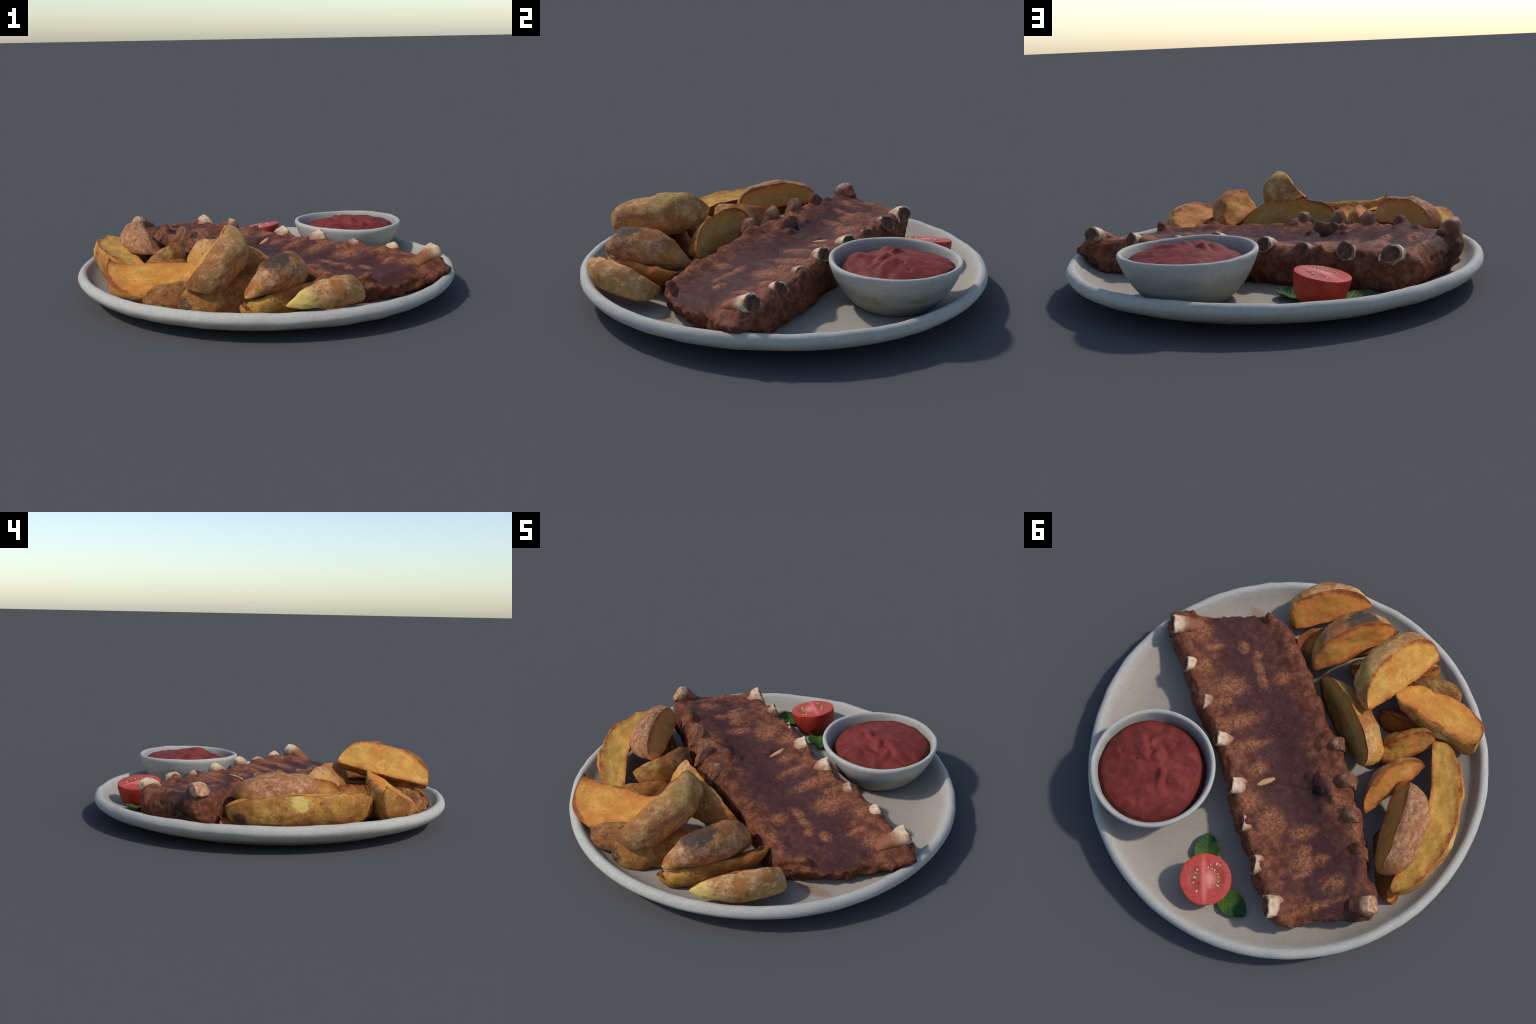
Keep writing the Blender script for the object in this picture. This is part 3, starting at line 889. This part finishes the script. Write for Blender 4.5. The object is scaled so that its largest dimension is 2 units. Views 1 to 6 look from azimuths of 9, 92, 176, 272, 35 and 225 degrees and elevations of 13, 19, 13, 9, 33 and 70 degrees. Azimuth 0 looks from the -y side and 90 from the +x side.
# crusty patches: u, v, half-size along, half-size across
PATCHES = [(-.393, .074, .045, .058), (-.204, .102, .030, .095), (-.060, .083, .018, .090), (-.595, -.052, .026, .022), (-.531, -.105, .018, .018),
           (-.456, -.093, .034, .016), (-.379, -.087, .032, .018), (-.327, .129, .022, .038), (-.737, .133, .030, .042), (-.639, .102, .013, .038),
           (-.543, .171, .030, .026), (-.371, -.191, .026, .032), (-.501, -.280, .030, .026), (.338, .098, .050, .048), (.443, -.032, .026, .042),
           (.533, -.002, .024, .030), (.587, .021, .034, .048), (.632, .036, .015, .036), (.724, -.083, .032, .038), (.596, -.066, .020, .030),
           (.065, .080, .026, .036), (.800, .038, .012, .115), (.220, .165, .036, .048), (.378, -.243, .050, .034), (.521, -.255, .042, .020)]

vL_u = [-.95, -.75, -.646, -.54, -.42, -.32, -.21, -.16, -.05, .05, .166, .27, .35, .43, .50, .61, .68, .74, .82, .90, 1.0]
vL_v = [-.20, -.262, -.325, -.338, -.335, -.342, -.315, -.345, -.328, -.362, -.342, -.350, -.315, -.332, -.312, -.298, -.270, -.250, -.275, -.245, -.20]
vR_u = [-1.0, -.93, -.81, -.70, -.51, -.34, -.223, -.135, -.047, .04, .145, .24, .324, .42, .536, .624, .774, .83, .95]
vR_v = [.22, .245, .284, .274, .274, .280, .236, .246, .244, .236, .251, .256, .261, .246, .264, .250, .250, .220, .18]

H_u = [-.95, -.85, -.72, -.60, -.40, -.20, 0, .20, .40, .60, .75, .90]
H_s = [-1, -.6, 0, .6, 1]
H_z = [[.170, .176, .196, .214, .232, .242, .258, .260, .270, .276, .268, .262],
       [.156, .168, .182, .184, .198, .210, .230, .236, .246, .260, .266, .260],
       [.165, .180, .192, .198, .207, .207, .205, .206, .213, .230, .243, .232],
       [.190, .208, .220, .224, .228, .230, .230, .231, .236, .238, .238, .222],
       [.215, .238, .246, .250, .252, .254, .254, .252, .252, .254, .254, .230]]

def rack_height(u, s):
    rows = [smooth_interp(u, H_u, r, 0.06) for r in H_z]
    out = np.zeros_like(u)
    f = np.interp(s, H_s, range(5))
    i = np.clip(f.astype(int), 0, 3)
    t = f - i
    t = t * t * (3 - 2 * t) * 0.5 + t * 0.5
    R = np.array(rows)
    idx = np.arange(len(u))
    return R[i, idx] * (1 - t) + R[i + 1, idx] * t

def rack_top(u, v):
    """top surface in rack coordinates, with rib ridges and crusty patches"""
    a = smooth_interp(u, vL_u, vL_v, 0.02)
    b = smooth_interp(u, vR_u, vR_v, 0.02)
    s = np.clip(2 * (v - a) / (b - a) - 1, -1, 1)
    h = rack_height(u, s)
    for (ub, vb, zb), (up, vp, zp) in zip(BOWL_BONES, FAR_BONES):
        t = np.clip((v - vp) / (vb - vp), 0, 1)
        uc = up + (ub - up) * t
        d = u - uc
        amp = 0.008 + 0.006 * sstep(0.35, 0.6, t) + 0.014 * sstep(0.70, 0.97, t) + (0.012 if up > 0.8 else 0.026) * sstep(0.30, 0.02, t) * (up > 0) + 0.012 * sstep(0.2, 0, t) * (up < 0)
        h += amp * (np.exp(-(d / (0.030 + 0.018 * sstep(0.7, 1, t) + 0.010 * sstep(0.3, 0, t))) ** 2) - 0.12 * sstep(0.16, 0.06, np.abs(d)))
    return h

def build_rack():
    e = make_empty("rib_rack", RO, RB)
    tag(e, "glazed barbecue pork rib rack with protruding bones", "rack of ribs")
    # rounded block: grid on the six faces of a cube, pushed to a superellipsoid
    nu, nv, nw = 230, 84, 22
    ids, V, F = {}, [], []
    def vid(i, j, k):
        key = (i, j, k)
        if key not in ids:
            ids[key] = len(V)
            V.append((-1 + 2 * i / nu, -1 + 2 * j / nv, -1 + 2 * k / nw))
        return ids[key]
    for i in range(nu):
        for j in range(nv):
            F.append([vid(i, j, nw), vid(i + 1, j, nw), vid(i + 1, j + 1, nw), vid(i, j + 1, nw)])
            F.append([vid(i, j, 0), vid(i, j + 1, 0), vid(i + 1, j + 1, 0), vid(i + 1, j, 0)])
    for i in range(nu):
        for k in range(nw):
            F.append([vid(i, 0, k), vid(i + 1, 0, k), vid(i + 1, 0, k + 1), vid(i, 0, k + 1)])
            F.append([vid(i, nv, k), vid(i, nv, k + 1), vid(i + 1, nv, k + 1), vid(i + 1, nv, k)])
    for j in range(nv):
        for k in range(nw):
            F.append([vid(0, j, k), vid(0, j, k + 1), vid(0, j + 1, k + 1), vid(0, j + 1, k)])
            F.append([vid(nu, j, k), vid(nu, j + 1, k), vid(nu, j + 1, k + 1), vid(nu, j, k + 1)])
    V = np.array(V, float)
    # round only near the borders: work in units of the block's half-thickness
    half = V3(0.88, 0.30, 0.085)
    rad = 0.072
    Q = V * half
    core = np.clip(Q, -(half - rad), half - rad)
    d = Q - core
    mx = np.max(np.abs(d), axis=1)
    ln = np.linalg.norm(d, axis=1)
    ok = ln > 1e-9
    d[ok] *= (mx[ok] / ln[ok])[:, None]
    Q = (core + d) / half
    a, b, c = Q.T
    foot = sstep(0.6, -0.9, c)
    uN = smooth_interp(b, [-1, -.5, 0, .5, 1], [-.730, -.790, -.835, -.885, -.925], 0.1) * (1 - foot) \
        + smooth_interp(b, [-1, -.5, 0, .5, 1], [-.660, -.742, -.788, -.810, -.818], 0.1) * foot
    uF = smooth_interp(b, [-1, -.6, 0, .5, 1], [.940, .932, .882, .852, .838], 0.1) * (1 - foot) \
        + smooth_interp(b, [-1, -.6, 0, .5, 1], [.880, .878, .838, .808, .800], 0.1) * foot
    # under edge: slightly tucked in at the far end, spreading at the near end
    u = uN + (uF - uN) * (a + 1) / 2
    vl = smooth_interp(u, vL_u, vL_v, 0.02)
    vr = smooth_interp(u, vR_u, vR_v, 0.02)
    tuck = 1.035 - 0.035 * np.clip(c + 1, 0, 1)
    v = (vl + vr) / 2 + (vr - vl) / 2 * b * tuck
    zt = rack_top(u, v)
    zb = 0.047 + 0 * zt
    z = zb + (zt - zb) * (c + 1) / 2
    V = np.stack([u, v, z], 1)
    N = vert_normals(V, F)
    up = N[:, 2]
    side = sstep(0.75, 0.2, up)
    near = sstep(-0.66, -0.82, u)
    n_big = nz(V, 7, 1.0)
    disp = side * (0.016 * n_big + 0.014 * nz(V, 16, 2.0) + 0.007 * nzr(V, 24, 3.0) - 0.004)
    disp += side * near * (0.016 * nz(V, 13, 21.0) + 0.014 * nzr(V, 20, 9.0) + 0.009 * nz(V, 40, 4.0))
    top = sstep(0.5, 0.9, up)
    disp += top * (0.0045 * nz(V, 11, 5.0) + 0.0022 * nz(V, 28, 6.0) + 0.0012 * nz(V, 60, 7.0))
    edge = sstep(0.62, 1.0, np.abs(2 * (v - vl) / (vr - vl) - 1))
    disp += top * edge * (0.013 * nz(V, 18, 8.0) + 0.007 * nz(V, 36, 18.0))
    disp += side * 0.0045 * nz(V, 48, 19.0)
    crumb = 0.5 * nzr(V, 42, 11.0) + 0.5 * nz(V, 75, 12.0)
    pm = np.zeros(len(V))
    for pu, pv, ru, rv in PATCHES:
        pm = np.maximum(pm, np.exp(-(((u - pu) / ru) ** 2 + ((v - pv) / rv) ** 2) ** 1.5))
    disp += top * pm * (0.003 + 0.006 * crumb)
    # charred hole beside the spine bones, slit beside a bared bone, and a cut mark
    for hu, hv, ru, rv, dep in ((.255, -.145, .020, .016, .020), (.150, .060, .010, .055, .020), (-.221, .003, .006, .013, .020), (.345, .205, .012, .022, .016), (.37, .19, .010, .02, .014)):
        disp -= top * dep * np.exp(-(((u - hu) / ru) ** 2 + ((v - hv) / rv) ** 2))
    seam = (u - 0.155 - 0.10 * np.clip(0.02 - v, 0, 0.2) / 0.15) + 0.006 * nz(V, 20, 31.0)
    disp -= top * 0.010 * np.exp(-(seam / 0.010) ** 2) * sstep(0.12, 0.04, v) * sstep(-0.24, -0.16, v)
    # gristle lumps on the spine side
    for lu, lv, r, hgt in ((.215, -.205, .035, .030), (.285, -.215, .030, .030), (.185, -.150, .022, .016), (.335, -.220, .022, .018), (.36, -.155, .02, .010),
                           (-.716, -.232, .024, .034), (.05, -.255, .030, .012), (.61, -.245, .026, .028), (.70, -.215, .020, .012), (.02, -.30, .030, .020),
                           (.53, .205, .018, .006), (.385, .222, .022, .020), (-.87, .12, .03, .014), (-.80, .02, .025, .010)):
        disp += top * hgt * np.exp(-(((u - lu) ** 2 + (v - lv) ** 2) / r ** 2) ** 1.4) * (1 + 0.5 * crumb)
    V = V + N * disp[:, None]
    V = (on_plate(V @ RB.T + RO, 0.001) - RO) @ RB
    meat_mat = mat_meat([(pu, pv, float(rack_top(np.array([pu]), np.array([pv]))[0]), ru * 1.25, rv * 1.25) for pu, pv, ru, rv in PATCHES], -0.05)
    make_obj("meat", V, F, meat_mat, e)

    # ---- bones
    def bone(c, axis, ry, rz, slant, length, shaft, face, sunk, seed, face_w=0.80, flare=0.12, square=2.4):
        """a sawn rib end: local x points out of the meat, origin at the sawn face"""
        c, xax = V3(*c), unit(axis)
        yax = unit(np.cross(V3(0, 0, 1), xax))
        zax = np.cross(xax, yax)
        B = np.stack([xax, yax, zax], 1)
        n = 40
        th = np.linspace(0, 2 * math.pi, n, endpoint=False)
        cs, sn = np.cos(th), np.sin(th)
        cy = np.sign(cs) * np.abs(cs) ** (2 / square)
        cz = np.sign(sn) * np.abs(sn) ** (2 / square)
        V, F, M = [], [], []
        xs = np.concatenate([-length * (1 - np.linspace(0, 1, 15)) - 0.004, [-0.001, 0.0]])
        for i, x in enumerate(xs):
            g = 1 - 0.42 * sstep(-0.03, -length, x)
            if i == len(xs) - 1:
                g *= 0.955
            w = sstep(-length, 0, x)
            for k in range(n):
                yy, zz = ry * cy[k] * g, rz * cz[k] * g
                V.append((x - slant * zz * w, yy, zz))
        V = np.array(V)
        off = V3(seed * 2.3, seed * 1.1, 0)
        V[:, 1:] *= (1 + 0.28 * nz(V + off, 15) + 0.12 * nz(V + off, 36))[:, None]
        V[:, 0] += 0.007 * nz(V + off, 26, 3.0)
        for i in range(len(xs) - 1):
            for k in range(n):
                a, b = i * n + k, i * n + (k + 1) % n
                F.append([a, b, b + n, a + n]); M.append(0)
        F.append(list(range(n))[::-1]); M.append(0)
        # rim then sunken marrow
        last = V[(len(xs) - 1) * n:]
        ctr = last.mean(0)
        base = len(V)
        inner = ctr + (last - ctr) * face_w
        V = np.vstack([V, inner])
        for k in range(n):
            a, b = (len(xs) - 1) * n + k, (len(xs) - 1) * n + (k + 1) % n
            F.append([a, b, base + (k + 1) % n, base + k]); M.append(0)
        eb = make_obj("rib_bone", V, F, shaft, e)
        eb.matrix_local = Matrix.Translation(Vector(c)) @ Matrix(B.tolist()).to_4x4()
        # marrow disc with its own relief
        rv, rf = [tuple(ctr - V3(sunk, 0, 0))], []
        rings = 7
        for r in range(1, rings + 1):
            f = r / rings
            for k in range(n):
                p = ctr + (inner[k] - ctr) * f
                p = p - V3(sunk * (1 - sstep(0.72, 1.0, f)), 0, 0)
                p = p + V3(0.30 * abs(sunk) + 0.002, 0, 0) * noise.noise(Vector(p) * 60 + Vector((seed, 0, 0))) * (f < 0.9)
                rv.append(tuple(p))
        for k in range(n):
            rf.append([0, 1 + k, 1 + (k + 1) % n])
        for r in range(rings - 1):
            for k in range(n):
                a, b = 1 + r * n + k, 1 + r * n + (k + 1) % n
                rf.append([a, a + n, b + n, b])
        make_obj("marrow", np.array(rv), rf, face, eb)
        return eb

    #            ry     rz    slant len   coated
    spec_bowl = [(.050, .040, .06, .16, 0), (.037, .036, .05, .115, 0), (.038, .036, .08, .085, 1), (.038, .037, .05, .09, 0),
                 (.043, .040, .05, .12, 0), (.041, .037, .08, .085, 1), (.045, .042, .08, .085, 1), (.055, .046, .06, .12, 0)]
    for i, (b, p) in enumerate(zip(BOWL_BONES, FAR_BONES)):
        ry, rz, sl, ln, coat = spec_bowl[i]
        ax = V3(b[0] - p[0], b[1] - p[1], 0)
        ax = unit(ax) + V3(0, 0, 0.38)
        b = (b[0], b[1] - 0.006, b[2] + 0.003)
        bone(b, ax, ry * 1.0, rz * 1.0, sl, ln, MAT_BONE_COATED if coat else MAT_BONE, MAT_MARROW, 0.0035, i + 1, face_w=0.84)
    spec_far = {3: (.032, .066, .02, .085, MAT_KNUCKLE, MAT_JOINT_DARK), 4: (.036, .070, .05, .085, MAT_KNUCKLE, MAT_JOINT_DARK),
                5: (.038, .062, .05, .085, MAT_KNUCKLE, MAT_JOINT_DARK), 6: (.032, .050, .05, .075, MAT_KNUCKLE, MAT_JOINT_DARK),
                7: (.045, .040, .30, .105, MAT_BONE_COATED, MAT_JOINT)}
    for i, (ry, rz, sl, ln, ms, mf) in spec_far.items():
        b, p = FAR_BONES[i], BOWL_BONES[i]
        ax = unit(V3(b[0] - p[0], b[1] - p[1], 0)) + V3(0, 0, 0.35)
        c = V3(*b) + (V3(0, -0.018, -0.74 * rz) if i < 7 else V3(0, -0.024, -0.014))
        bone(c, ax, ry, rz, sl, ln, ms, mf, 0.001, i + 20, face_w=0.88, square=2.9)
    # bared strip of bone lying in the slit
    V, F = lathe([(0, -1), (0.5, -0.86), (0.85, -0.5), (1, 0), (0.85, 0.5), (0.5, 0.86), (0, 1)], 16)
    V = V[:, [2, 0, 1]] * V3(0.066, 0.016, 0.012)
    strip = make_obj("rib_bone", V, F, mat_bone("bared_bone", (0.46, 0.28, 0.12), (0.38, 0.19, 0.08), (0.30, 0.14, 0.06), -0.09, -0.06), e)
    strip.matrix_local = Matrix.Translation((.140, .070, float(rack_top(np.array([.14]), np.array([.07]))[0]) - .013)) @ Matrix.Rotation(math.radians(84), 4, 'Z') @ Matrix.Rotation(math.radians(-10), 4, 'Y')

build_plate()
build_bowl()
build_tomato()
build_leaf((-.075, .675, .074), (.030, .546, .080), 0.0, 0.125, 0.015, 0.008, 1.0)
build_leaf((-.215, .728, .074), (-.385, .722, .080), 0.0, 0.118, 0.016, 0.008, 4.0)
build_potatoes()
build_rack()
